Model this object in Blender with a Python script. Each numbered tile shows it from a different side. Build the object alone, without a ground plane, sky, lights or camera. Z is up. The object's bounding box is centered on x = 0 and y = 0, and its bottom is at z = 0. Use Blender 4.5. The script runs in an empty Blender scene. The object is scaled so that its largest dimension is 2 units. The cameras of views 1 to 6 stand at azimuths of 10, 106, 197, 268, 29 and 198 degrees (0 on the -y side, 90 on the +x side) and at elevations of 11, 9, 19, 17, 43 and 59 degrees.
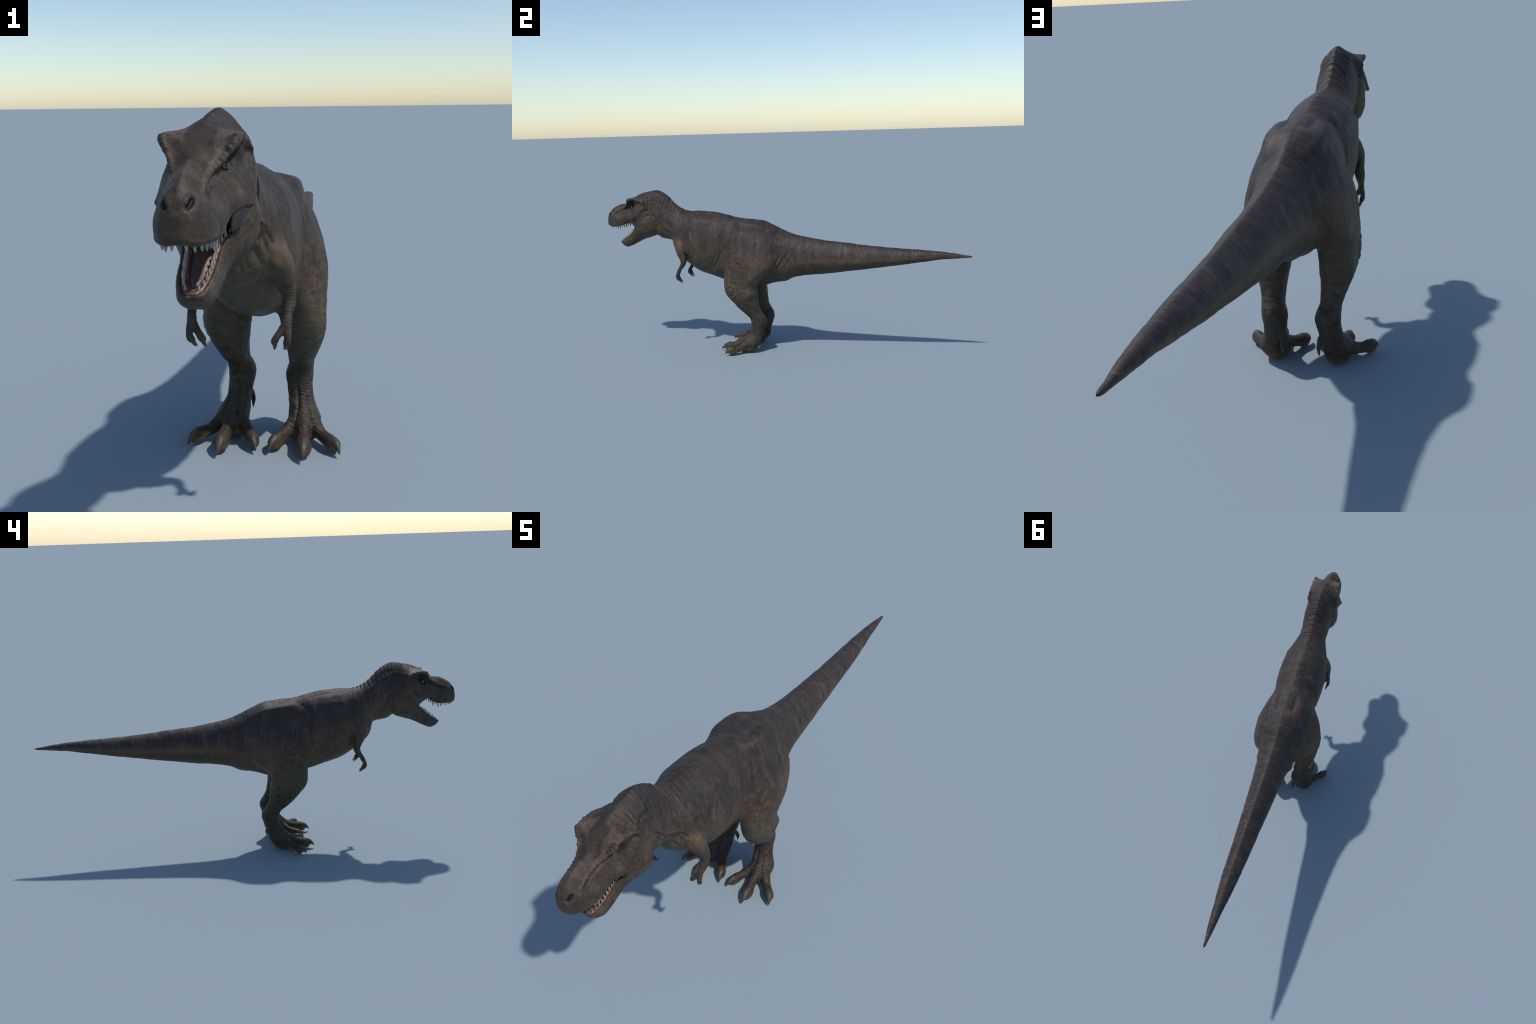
import bpy, bmesh, math, random
import numpy as np
from mathutils import Vector
from mathutils.kdtree import KDTree

random.seed(7)
RNG = np.random.default_rng(7)
VOXEL = 0.0019

# ------------------------------------------------------------------ helpers
def pchip(t, y, x):
    """Shape-preserving cubic interpolation (no overshoot) of columns y(t) at x."""
    t = np.asarray(t, float); y = np.asarray(y, float)
    if y.ndim == 1:
        y = y[:, None]
    h = np.diff(t)[:, None]; d = np.diff(y, axis=0) / h
    m = np.zeros_like(y)
    if len(t) > 2:
        w1 = 2 * h[1:] + h[:-1]; w2 = h[1:] + 2 * h[:-1]
        ok = d[:-1] * d[1:] > 0
        with np.errstate(divide='ignore', invalid='ignore'):
            mm = (w1 + w2) / (w1 / d[:-1] + w2 / d[1:])
        m[1:-1] = np.where(ok, mm, 0)
    m[0] = d[0]; m[-1] = d[-1]
    i = np.clip(np.searchsorted(t, x, side='right') - 1, 0, len(t) - 2)
    s = ((x - t[i]) / (t[i + 1] - t[i]))[:, None]
    hh = (t[i + 1] - t[i])[:, None]
    return ((1 + 2 * s) * (1 - s) ** 2 * y[i] + s * (1 - s) ** 2 * hh * m[i]
            + s * s * (3 - 2 * s) * y[i + 1] + s * s * (s - 1) * hh * m[i + 1])


def catmull(P, k):
    """Smooth open curve through points P, k samples per span."""
    P = np.asarray(P, float)
    Q = np.vstack([2 * P[0] - P[1], P, 2 * P[-1] - P[-2]])
    out = []
    for i in range(1, len(Q) - 2):
        a, b, c, d = Q[i - 1], Q[i], Q[i + 1], Q[i + 2]
        for s in np.arange(k) / k:
            out.append(0.5 * (2 * b + (c - a) * s + (2 * a - 5 * b + 4 * c - d) * s * s
                              + (3 * b - a - 3 * c + d) * s ** 3))
    out.append(P[-1])
    return np.array(out)


def smoothstep(a, b, x):
    t = np.clip((x - a) / (b - a), 0, 1)
    return t * t * (3 - 2 * t)


class Shell:
    """Collects closed lofts that are fused by the voxel remesh."""
    def __init__(self):
        self.v = []; self.f = []

    def loft(self, rings):
        base = len(self.v); n = len(rings[0])
        for r in rings:
            self.v.extend(map(tuple, r))
        for i in range(len(rings) - 1):
            for j in range(n):
                a = base + i * n + j; b = base + i * n + (j + 1) % n
                self.f.append((a, b, b + n, a + n))
        for ring, flip in ((0, True), (len(rings) - 1, False)):
            c = len(self.v); self.v.append(tuple(np.mean(rings[ring], axis=0)))
            for j in range(n):
                a = base + ring * n + j; b = base + ring * n + (j + 1) % n
                self.f.append((b, a, c) if flip else (a, b, c))

    def loft_both(self, rings):
        self.loft(rings)
        self.loft([np.asarray(r)[::-1] * [-1, 1, 1] for r in rings])


def half_to_ring(half):
    """half: (n,3) profile from the top middle to the bottom middle on +x -> closed ring."""
    mir = half[1:-1][::-1] * [-1, 1, 1]
    return np.vstack([half, mir])


def tube_rings(pts, rx, rz=None, k=6, n=20, side=(1, 0, 0)):
    """Rings swept along a smooth path, elliptical: rx across, rz in the other direction."""
    pts = np.asarray(pts, float); rz = rx if rz is None else rz
    data = np.hstack([pts, np.asarray(rx)[:, None], np.asarray(rz)[:, None]])
    c = catmull(data, k)
    tan = np.gradient(c[:, :3], axis=0); tan /= np.linalg.norm(tan, axis=1)[:, None]
    rings = []
    ang = np.linspace(0, 2 * np.pi, n, endpoint=False)
    for p, t in zip(c, tan):
        s = np.asarray(side, float) - np.dot(side, t) * t; s /= np.linalg.norm(s)
        u = np.cross(s, t)
        rings.append(p[:3] + np.outer(np.cos(ang) * p[3], s) + np.outer(np.sin(ang) * p[4], u))
    return rings


def round_end(rings_pts, rx, rz=None):
    return rings_pts, rx, rz


# ------------------------------------------------------------------ body lofts
S = Shell()

# trunk: (top y, top z, bottom y, bottom z, half width, height of widest part, top and bottom roundness)
TRUNK = [
    (-.775, .848, -.715, .632, .050, .50, 1.6, 2.0),
    (-.740, .862, -.702, .6215, .064, .50, 1.7, 2.0),
    (-.700, .870, -.688, .613, .068, .50, 1.7, 2.0),
    (-.660, .857, -.670, .603, .067, .50, 1.65, 2.0),
    (-.630, .834, -.645, .598, .065, .50, 1.65, 2.0),
    (-.608, .810, -.620, .594, .063, .50, 1.65, 2.0),
    (-.580, .787, -.603, .577, .066, .50, 1.65, 2.0),
    (-.550, .767, -.601, .553, .073, .52, 1.75, 2.0),
    (-.520, .757, -.586, .520, .083, .53, 1.85, 2.0),
    (-.485, .754, -.548, .487, .096, .53, 1.9, 2.0),
    (-.450, .755, -.508, .457, .106, .52, 1.9, 2.0),
    (-.400, .752, -.440, .418, .113, .52, 1.9, 2.1),
    (-.350, .747, -.370, .397, .112, .52, 1.9, 2.1),
    (-.300, .736, -.310, .377, .106, .54, 1.9, 2.1),
    (-.250, .7225, -.250, .362, .104, .56, 2.0, 2.1),
    (-.180, .711, -.180, .352, .108, .58, 3.0, 2.1),
    (-.100, .705, -.100, .347, .104, .57, 2.8, 2.0),
    (-.035, .681, -.035, .366, .096, .53, 2.0, 2.0),
    (.030, .651, .030, .3765, .085, .50, 1.7, 2.0),
    (.080, .632, .080, .398, .077, .50, 1.7, 2.0),
    (.145, .6175, .145, .411, .069, .49, 1.65, 2.0),
    (.240, .600, .240, .420, .062, .49, 1.65, 2.0),
    (.380, .585, .380, .438, .053, .49, 1.65, 2.0),
    (.490, .573, .490, .453, .047, .49, 1.65, 2.0),
    (.648, .562, .648, .4755, .0385, .5, 1.7, 2.0),
    (.764, .555, .764, .495, .0285, .5, 1.8, 2.0),
    (.840, .549, .840, .506, .0215, .5, 1.9, 2.0),
    (.916, .5405, .916, .513, .0145, .5, 2.0, 2.0),
    (.972, .5315, .972, .518, .0075, .5, 2.0, 2.0),
    (.994, .5275, .994, .521, .0038, .5, 2.0, 2.0),
    (.999, .526, .999, .5228, .0018, .5, 2.0, 2.0),
]


def trunk_rings():
    A = np.array(TRUNK)
    mid = (A[:, 0:2] + A[:, 2:4]) / 2
    t = np.r_[0, np.cumsum(np.linalg.norm(np.diff(mid, axis=0), axis=1))]
    x = np.linspace(0, t[-1], 260)
    R = pchip(t, A, x)
    rings = []
    th = np.linspace(np.pi / 2, -np.pi / 2, 49)
    for ty, tz, by, bz, w, f, nu, nl in R:
        e = np.where(th > 0, 2 / nu, 2 / nl)
        c = np.abs(np.cos(th)) ** e; s = np.abs(np.sin(th)) ** e
        s = np.where(th > 0, f + (1 - f) * s, f - f * s)
        half = np.stack([w * c, by + (ty - by) * s, bz + (tz - bz) * s], 1)
        half[0, 0] = half[-1, 0] = 0
        rings.append(half_to_ring(half))
    return rings


S.loft(trunk_rings())

# upper head: per section (y, then half profile points x,z: crown, roof, ridge edge, below the ridge,
# cheek, lip, lip bottom, inner lip, palate)
HEAD = [
    (-1.000, (0, .716), (.005, .7155), (.009, .713), (.012, .708), (.0145, .700), (.013, .690), (.009, .684), (.005, .683), (0, .683)),
    (-.995, (0, .736), (.009, .734), (.016, .727), (.021, .716), (.0225, .702), (.022, .686), (.017, .677), (.010, .677), (0, .678)),
    (-.982, (0, .758), (.011, .7510), (.021, .740), (.029, .724), (.034, .705), (.0345, .683), (.029, .672), (.021, .675), (0, .682)),
    (-.965, (0, .772), (.012, .7630), (.026, .748), (.034, .735), (.0435, .709), (.0435, .683), (.038, .6715), (.030, .675), (0, .690)),
    (-.940, (0, .7855), (.012, .7770), (.029, .757), (.036, .743), (.0495, .713), (.0490, .684), (.0445, .672), (.037, .676), (0, .695)),
    (-.915, (0, .795), (.013, .7855), (.028, .7685), (.033, .755), (.0535, .715), (.0525, .686), (.048, .673), (.040, .679), (0, .700)),
    (-.890, (0, .797), (.015, .7890), (.0315, .7785), (.034, .762), (.0550, .721), (.053, .695), (.049, .681), (.042, .687), (0, .710)),
    (-.865, (0, .8090), (.022, .8070), (.0435, .7955), (.0340, .777), (.0590, .730), (.058, .712), (.054, .699), (.046, .704), (0, .720)),
    (-.845, (0, .8235), (.034, .8245), (.0645, .8285), (.0360, .796), (.0620, .742), (.070, .720), (.066, .707), (.057, .711), (0, .728)),
    (-.820, (0, .837), (.036, .8345), (.067, .829), (.044, .799), (.0710, .750), (.083, .722), (.080, .710), (.070, .713), (0, .733)),
    (-.806, (0, .845), (.036, .8365), (.068, .826), (.0595, .800), (.0755, .758), (.083, .731), (.080, .7195), (.070, .722), (0, .736)),
    (-.790, (0, .851), (.035, .8375), (.068, .822), (.060, .800), (.0770, .764), (.083, .741), (.080, .729), (.070, .731), (0, .738)),
    (-.765, (0, .859), (.033, .841), (.069, .814), (.068, .797), (.0780, .777), (.080, .760), (.077, .748), (.066, .749), (0, .745)),
    (-.745, (0, .862), (.033, .842), (.062, .809), (.066, .795), (.0720, .782), (.074, .771), (.070, .761), (.060, .758), (0, .750)),
    (-.728, (0, .850), (.025, .838), (.045, .810), (.048, .795), (.0500, .785), (.050, .775), (.046, .768), (.040, .765), (0, .760)),
]


def head_sections(k=26):
    ys = np.array([h[0] for h in HEAD])
    prof = np.array([[p for p in h[1:]] for h in HEAD])
    yy = np.unique(np.r_[np.linspace(-1.0, -.96, 24), np.linspace(-.96, -.728, 70)])
    R = pchip(ys, prof.reshape(len(HEAD), -1), yy).reshape(len(yy), -1, 2)
    return yy, R


def head_rings():
    yy, R = head_sections()
    rings = []
    for y, p in zip(yy, R):
        c = catmull(p, 5)
        c[0, 0] = c[-1, 0] = 0; c[:, 0] = np.maximum(c[:, 0], 0)
        half = np.stack([c[:, 0], np.full(len(c), y), c[:, 1]], 1)
        rings.append(half_to_ring(half))
    return rings


S.loft([r[::-1] for r in head_rings()])

# lower jaw: (lip y, lip z, bottom y, bottom z, half width, lip half width, floor height)
JAW = [
    (-.9285, .5815, -.9255, .577, .006, .005, .85),
    (-.927, .5830, -.916, .566, .016, .013, .85),
    (-.919, .5875, -.905,   .557, .0235, .0200, .82),
    (-.905, .596, -.888, .5505, .0310, .0270, .78),
    (-.884, .609, -.860, .559, .0360, .0312, .74),
    (-.861, .624, -.830, .574, .0390, .0330, .72),
    (-.844, .641, -.800, .588, .0430, .0355, .70),
    (-.830, .658, -.775, .598, .0520, .0430, .68),
    (-.814, .671, -.755, .604, .0630, .0560, .68),
    (-.793, .687, -.735, .611, .0740, .0700, .68),
    (-.773, .716, -.718, .617, .0800, .0770, .70),
    (-.750, .745, -.700, .627, .0750, .0740, .8),
    (-.725, .765, -.680, .645, .0560, .0560, .9),
]


def jaw_profile(row):
    ty, tz, by, bz, w, xl, fl = row
    p = np.array([(0, 0), (.50 * w, .03), (.86 * w, .22), (w, .5), ((w + xl) / 2 + .0005, .82), (xl - .0005, .985),
                  (xl - .004, 1.0), (xl - .008 * min(1, xl / .02), .93), (xl * .6, fl + .03), (0, fl)])
    p[:, 0] = np.maximum(p[:, 0], 0)
    c = catmull(p, 5); c[0, 0] = c[-1, 0] = 0; c[:, 0] = np.maximum(c[:, 0], 0)
    return np.stack([c[:, 0], by + (ty - by) * c[:, 1], bz + (tz - bz) * c[:, 1]], 1)


def jaw_rows(n=80):
    A = np.array(JAW)
    t = np.r_[0, np.cumsum(np.linalg.norm(np.diff((A[:, 0:2] + A[:, 2:4]) / 2, axis=0), axis=1))]
    return pchip(t, A, np.linspace(0, t[-1], n))


S.loft([half_to_ring(jaw_profile(r)) for r in jaw_rows()])

# hind limb: front y,z ; back y,z ; inner x, outer x
LEG = [
    (-.215, .668, -.120, .660, .045, .085),
    (-.238, .662, -.090, .650, .025, .098),
    (-.258, .640, -.045, .622, .010, .1085),
    (-.272, .600, -.008, .575, .005, .1235),
    (-.281, .530, .005, .500, .005, .146),
    (-.285, .460, -.028, .440, .010, .156),
    (-.286, .400, -.083, .395, .028, .156),
    (-.283, .348, -.112, .357, .034, .155),
    (-.268, .311, -.105, .325, .040, .154),
    (-.245, .282, -.1025, .285, .046, .147),
    (-.205, .234, -.094, .237, .053, .130),
    (-.172, .205, -.080, .207, .054, .120),
    (-.152, .185, -.067, .187, .048, .117),
    (-.146, .165, -.062, .163, .042, .1165),
    (-.147, .140, -.069, .137, .045, .114),
    (-.156, .110, -.081, .098, .051, .117),
    (-.172, .088, -.090, .063, .054, .129),
    (-.192, .069, -.103, .036, .054, .141),
    (-.203, .046, -.120, .012, .056, .134),
    (-.198, .020, -.140, .003, .066, .125),
]


def leg_rings():
    A = np.array(LEG)
    t = np.r_[0, np.cumsum(np.linalg.norm(np.diff((A[:, 0:2] + A[:, 2:4]) / 2, axis=0), axis=1))]
    R = pchip(t, A, np.linspace(0, t[-1], 110))
    ang = np.linspace(0, 2 * np.pi, 56, endpoint=False)
    e = 2 / 2.25
    c = np.sign(np.cos(ang)) * np.abs(np.cos(ang)) ** e
    s = np.sign(np.sin(ang)) * np.abs(np.sin(ang)) ** e
    rings = []
    for fy, fz, by, bz, xi, xo in R:
        knee = math.exp(-((fz - .36) / .075) ** 2)          # the front of the knee is narrow and sits outward
        sf = np.maximum(s, 0)
        rings.append(np.stack([(xi + xo) / 2 + (xo - xi) / 2 * c * (1 - .30 * knee * sf ** 2) + .018 * knee * sf,
                               (fy + by) / 2 + (fy - by) / 2 * s,
                               (fz + bz) / 2 + (fz - bz) / 2 * s], 1))
    return rings


S.loft_both(leg_rings())

# ball of the foot and toes
S.loft_both(tube_rings([(.094, -.118, .022), (.094, -.135, .023), (.094, -.160, .024), (.094, -.185, .025), (.094, -.203, .030)],
                       [.020, .034, .041, .040, .020], [.012, .021, .0235, .0235, .014], n=28))
TOES = {
    'outer': ([(.112, -.150, .062), (.126, -.171, .043), (.145, -.194, .029), (.162, -.211, .0245), (.1765, -.2285, .0215), (.187, -.243, .0185), (.191, -.249, .017)],
              [.022, .020, .0165, .0165, .0185, .0145, .004], [.026, .022, .018, .0175, .0212, .0165, .004]),
    'middle': ([(.096, -.160, .062), (.098, -.187, .049), (.1005, -.213, .0375), (.103, -.238, .0315), (.1055, -.262, .0255), (.107, -.283, .0185), (.1078, -.292, .016)],
               [.022, .020, .0155, .0160, .0205, .0165, .004], [.026, .022, .0195, .0205, .0250, .0170, .004]),
    'inner': ([(.080, -.152, .052), (.067, -.176, .042), (.053, -.198, .0325), (.041, -.217, .0270), (.031, -.234, .0220), (.0235, -.250, .0180), (.021, -.257, .016)],
              [.022, .019, .0155, .0155, .0180, .0145, .004], [.026, .022, .0185, .0185, .0215, .0165, .004]),
}
for p, rx, rz in TOES.values():
    S.loft_both(tube_rings(p, rx, rz, n=24))
# dew toe at the back of the shank
S.loft_both(tube_rings([(.066, -.104, .115), (.058, -.093, .100), (.0545, -.086, .085), (.0535, -.0835, .074), (.0535, -.0835, .066), (.0535, -.084, .060)],
                       [.004, .0075, .0075, .0078, .0060, .0015], n=16))

# fore limb and its two fingers
ARM_P = [(.040, -.535, .610), (.074, -.537, .566), (.090, -.529, .535), (.097, -.520, .508), (.1025, -.5165, .484), (.1035, -.526, .464), (.1025, -.538, .447), (.101, -.5455, .433), (.0985, -.550, .423)]
ARM_R = [.036, .036, .0285, .0205, .0163, .0132, .0102, .0110, .0098]
S.loft_both(tube_rings(ARM_P, ARM_R, n=24))
FINGERS = {
    'inner': ([(.099, -.546, .432), (.092, -.5530, .418), (.0840, -.5575, .408), (.0785, -.5580, .398), (.0755, -.551, .3895), (.0750, -.547, .386)],
              [.0085, .0084, .0074, .0080, .0066, .002]),
    'outer': ([(.102, -.546, .432), (.1035, -.5535, .418), (.1045, -.5575, .406), (.1035, -.5550, .395), (.1000, -.547, .3865), (.0985, -.544, .383)],
              [.0085, .0084, .0074, .0082, .0070, .002]),
}
for p, r in FINGERS.values():
    S.loft_both(tube_rings(p, r, n=18))

# brow ridge, horn above the eye and rim of the skull roof
BROW = [(.030, -.948, .7500), (.0285, -.930, .7585), (.0262, -.912, .7670), (.0295, -.894, .7730), (.0375, -.874, .7825), (.0455, -.861, .7940), (.0535, -.853, .8070), (.0620, -.846, .8195), (.0620, -.838, .8220)]
S.loft_both(tube_rings(BROW, [.002, .0026, .0030, .0036, .0044, .0052, .0062, .0072, .0048], n=16))
RIM = [(.0600, -.845, .8215), (.0620, -.820, .8225), (.0635, -.795, .8205), (.0650, -.775, .8130), (.0670, -.762, .7980), (.0680, -.757, .783)]
S.loft_both(tube_rings(RIM, [.005, .0055, .0060, .0066, .0064, .003], n=16))


# ------------------------------------------------------------------ fuse
def new_mesh_object(name, v, f):
    me = bpy.data.meshes.new(name)
    me.from_pydata([tuple(map(float, p)) for p in v], [], [tuple(map(int, q)) for q in f])
    me.update()
    ob = bpy.data.objects.new(name, me)
    bpy.context.scene.collection.objects.link(ob)
    return ob


src = new_mesh_object('fuse_source', S.v, S.f)
bm = bmesh.new(); bm.from_mesh(src.data)
bmesh.ops.recalc_face_normals(bm, faces=bm.faces[:]); bm.to_mesh(src.data); bm.free()
mod = src.modifiers.new('fuse', 'REMESH'); mod.mode = 'VOXEL'; mod.voxel_size = VOXEL; mod.adaptivity = 0
dg = bpy.context.evaluated_depsgraph_get(); dg.update()
body = bpy.data.meshes.new_from_object(src.evaluated_get(dg))
bpy.data.objects.remove(src)

NV = len(body.vertices)
V = np.empty(NV * 3, np.float32); body.vertices.foreach_get('co', V); V = V.reshape(-1, 3).astype(np.float64)
E = np.empty(len(body.edges) * 2, np.int32); body.edges.foreach_get('vertices', E); E = E.reshape(-1, 2)
ea = np.r_[E[:, 0], E[:, 1]]; eb = np.r_[E[:, 1], E[:, 0]]
deg = np.maximum(np.bincount(ea, minlength=NV), 1)


def neighbour_mean(X):
    if X.ndim == 1:
        return np.bincount(ea, X[eb], NV) / deg
    return np.stack([np.bincount(ea, X[eb, k], NV) / deg for k in range(X.shape[1])], 1)


def relax(n, w):
    global V
    for _ in range(n):
        V = V + (neighbour_mean(V) - V) * w[:, None]


def polyline_dist(P, poly):
    poly = np.asarray(poly, float)
    best = np.full(len(P), 1e9); par = np.zeros(len(P))
    acc = 0.
    for a, b in zip(poly[:-1], poly[1:]):
        d = b - a; L = np.linalg.norm(d)
        t = np.clip((P - a) @ d / (L * L), 0, 1)
        q = np.linalg.norm(P - a - t[:, None] * d, axis=1)
        m = q < best
        best[m] = q[m]; par[m] = acc + t[m] * L
        acc += L
    return best, par / acc


def normals():
    body.vertices.foreach_set('co', V.astype(np.float32).ravel())
    body.update()
    N = np.empty(NV * 3, np.float32); body.vertices.foreach_get('normal', N)
    return N.reshape(-1, 3).astype(np.float64)


# soften where the lofts meet: strong on hips and shoulders, gentle on the head, none on thin tips
X, Y, Z = V.T; AX = np.abs(X)
w = np.full(NV, .5)
relax(6, w * smoothstep(.999, .93, Y))
hip = np.clip(1 - np.linalg.norm((V - [0, -.12, .50]) * [0, 1, 1], axis=1) / .24, 0, 1) ** .5
hip *= smoothstep(.30, .38, Z)
chest = smoothstep(.11, .05, np.linalg.norm((V - [0, -.535, .575]) * [0, 1, 1], axis=1)) * (1 - smoothstep(.50, .46, Z) * 0)
chest *= smoothstep(.50, .54, Z)
for blend, rounds in ((hip * smoothstep(.012, .03, AX), 320), (chest, 60)):
    sel = np.where(blend > .02)[0]
    lut = np.full(NV, -1); lut[sel] = np.arange(len(sel))
    m = (lut[ea] >= 0) & (lut[eb] >= 0)
    la, lb = lut[ea[m]], lut[eb[m]]
    ld = np.maximum(np.bincount(la, minlength=len(sel)), 1)
    P = V[sel].copy(); wt = np.clip(blend[sel] * 1.5, 0, 1)[:, None] * .5
    for _ in range(rounds):
        mean = np.stack([np.bincount(la, P[lb, k], len(sel)) / ld for k in range(3)], 1)
        P += (mean - P) * wt
    V[sel] = P
relax(2, w * 0 + .4)
foot = smoothstep(.20, .10, Z) * smoothstep(-.35, -.3, Y)
relax(5, .5 * foot)

# ------------------------------------------------------------------ noise and sculpting
def _hash(i, j, k, seed):
    h = (i * 374761393 + j * 668265263 + k * 2147483647 + seed * 974711) & 0xffffffff
    h = ((h ^ (h >> 13)) * 1274126177) & 0xffffffff
    h = h ^ (h >> 16)
    return (h & 0xffff) / 32767.5 - 1.0


def vnoise(P, seed=0):
    I = np.floor(P).astype(np.int64); F = P - I; F = F * F * F * (F * (F * 6 - 15) + 10)
    r = 0
    for a in (0, 1):
        for b in (0, 1):
            for c in (0, 1):
                ww = (F[:, 0] if a else 1 - F[:, 0]) * (F[:, 1] if b else 1 - F[:, 1]) * (F[:, 2] if c else 1 - F[:, 2])
                r = r + ww * _hash(I[:, 0] + a, I[:, 1] + b, I[:, 2] + c, seed)
    return r


SYM = lambda P: P * [1, 1, 1]
D = np.zeros(NV)            # height field along the normals


def snap(P):
    out = []
    for p in np.atleast_2d(P):
        co, i, dd = KD.find(p)
        out.append(co if dd < .022 else p)
    return np.array([list(q) for q in out])


def stroke(poly, width, height, taper=True):
    """Ridge (height>0) or crease (height<0) along a polyline on +x, mirrored to -x."""
    global D
    poly = snap(catmull(np.asarray(poly, float), 6))
    P = np.stack([AX, Y, Z], 1)
    lo = poly.min(0) - 4 * width; hi = poly.max(0) + 4 * width
    m = np.where(np.all((P > lo) & (P < hi), axis=1))[0]
    if len(m) == 0:
        return
    d, t = polyline_dist(P[m], poly)
    tp = np.clip(np.minimum(t, 1 - t) * 5, 0, 1) if taper else 1
    D[m] += height * np.exp(-(d / width) ** 2) * tp


def bump(c, radius, height):
    global D
    c = snap(c)[0]
    P = np.stack([AX, Y, Z], 1)
    m = np.where(np.linalg.norm(P - c, axis=1) < radius * 3)[0]
    if len(m):
        d = np.linalg.norm(P[m] - c, axis=1)
        D[m] += height * np.exp(-(d / radius) ** 2)


X, Y, Z = V.T; AX = np.abs(X)
N = normals()
right = np.where(X > -.004)[0][::2]
KD = KDTree(len(right))
for i in right:
    KD.insert(V[i], int(i))
KD.balance()

# spine height as a function of y, to know how far below the back a point lies
A = np.array(TRUNK)
spine_z = np.interp(Y, A[:, 0], A[:, 1])
below = spine_z - Z

# keel with knobs along the whole back
keel = np.exp(-(AX / .009) ** 2) * smoothstep(.03, .0, below) * smoothstep(.1, .4, N[:, 2])
along = Y + .008 * vnoise(V * [0, 17, 0], 5) + .002 * vnoise(V * [0, 60, 0], 15)
knob = 1 - np.abs(np.cos(np.pi * along / .0185)) ** 5
D += keel * smoothstep(.8, .3, Y) * (.0010 + knob * (.0003 + .0011 * smoothstep(-.46, -.56, Y))) * smoothstep(-.83, -.79, Y)
# transverse folds of the nape hump, fading down the sides
nape = smoothstep(-.80, -.76, Y) * smoothstep(-.45, -.54, Y) * smoothstep(.11, .01, below)
bend = along + .10 * below + .004 * vnoise(V * [20, 34, 20], 3)
fold = np.abs(np.cos(np.pi * bend / .0185)) ** 4
fold2 = np.abs(np.cos(np.pi * (bend * 1.0 + .05 * below) / .0083)) ** 3
D -= nape * (.0016 * fold * (1 + .8 * vnoise(V * 28, 31)) + .0007 * fold2)
# fine transverse wrinkles on neck, back and tail (vertical streaks)
trunk = smoothstep(-.78, -.70, Y) * smoothstep(.98, .8, Y)
wr = vnoise(np.stack([X * 22, Y * 150 + 1.5 * vnoise(V * 30, 9), Z * 22], 1), 11)
wr2 = vnoise(np.stack([X * 14, Y * 75 + 1.2 * vnoise(V * 18, 8), Z * 14], 1), 12)
D += trunk * (.0004 * wr + (.0006 - .0004 * smoothstep(0, .2, Y)) * wr2)
# skin undulation everywhere
D += .0010 * vnoise(V * 26, 21) + .0005 * vnoise(V * 60, 22)
# limb wrinkles (horizontal)
limb = np.maximum(smoothstep(.42, .34, Z), smoothstep(.10, .13, AX) * smoothstep(.62, .52, Z) * (Y > -.3))
wl = vnoise(np.stack([X * 25, Y * 40 + Z * 30, Z * 130 + 1.4 * vnoise(V * 30, 7)], 1), 13)
D += limb * .0006 * wl * smoothstep(.02, .05, Z)

# throat and neck folds, running down and back from the jaw joint
stroke([(.072, -.722, .742), (.072, -.700, .728), (.072, -.686, .705), (.070, -.682, .680), (.062, -.688, .648)], .0048, -.0048)
stroke([(.066, -.727, .769), (.066, -.688, .730), (.066, -.658, .684), (.064, -.633, .655), (.062, -.594, .641), (.066, -.566, .621)], .0042, -.0030)
stroke([(.066, -.715, .765), (.066, -.680, .730), (.066, -.650, .684), (.064, -.625, .657), (.062, -.586, .645), (.066, -.556, .622)], .0048, .0024)
stroke([(.066, -.711, .755), (.066, -.700, .736), (.066, -.667, .705), (.066, -.662, .670), (.060, -.648, .643), (.045, -.632, .612)], .0036, -.0032)
stroke([(.066, -.655, .700), (.066, -.645, .665), (.060, -.628, .640), (.055, -.604, .618), (.05, -.592, .590)], .0040, -.0028)
stroke([(.064, -.640, .690), (.064, -.628, .668), (.060, -.605, .650), (.062, -.575, .630), (.068, -.555, .600)], .0045, .0020)
# crease behind the skull flange
stroke([(.062, -.752, .830), (.066, -.748, .805), (.070, -.742, .782), (.074, -.733, .768)], .005, -.006)
# jaw muscle bulge and its front groove
bump((.080, -.752, .690), .022, .003)
stroke([(.079, -.764, .690), (.080, -.757, .708), (.080, -.741, .727), (.078, -.715, .741)], .0055, -.0028)
stroke([(.072, -.797, .680), (.075, -.784, .706), (.076, -.765, .731), (.074, -.737, .754)], .0038, .0016)
# groove under the brow ridge along the snout
stroke([(.034, -.952, .738), (.034, -.932, .7490), (.033, -.912, .7560), (.036, -.893, .7625), (.041, -.875, .7700), (.044, -.860, .778)], .0042, -.0042)
# fossa above and behind the eye, the socket and lids
bump((.044, -.826, .800), .014, -.0035)
bump((.046, -.839, .780), .0115, -.0065)
for k, (r, hgt) in enumerate(((.0125, .0018), (.0165, -.0018), (.0205, .0018))):
    stroke([(.045, -.8355 + r * math.cos(a) * .95, .7805 + r * math.sin(a)) for a in np.linspace(math.pi * 1.02, math.pi * 2.1, 9)], .0022, hgt)
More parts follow.
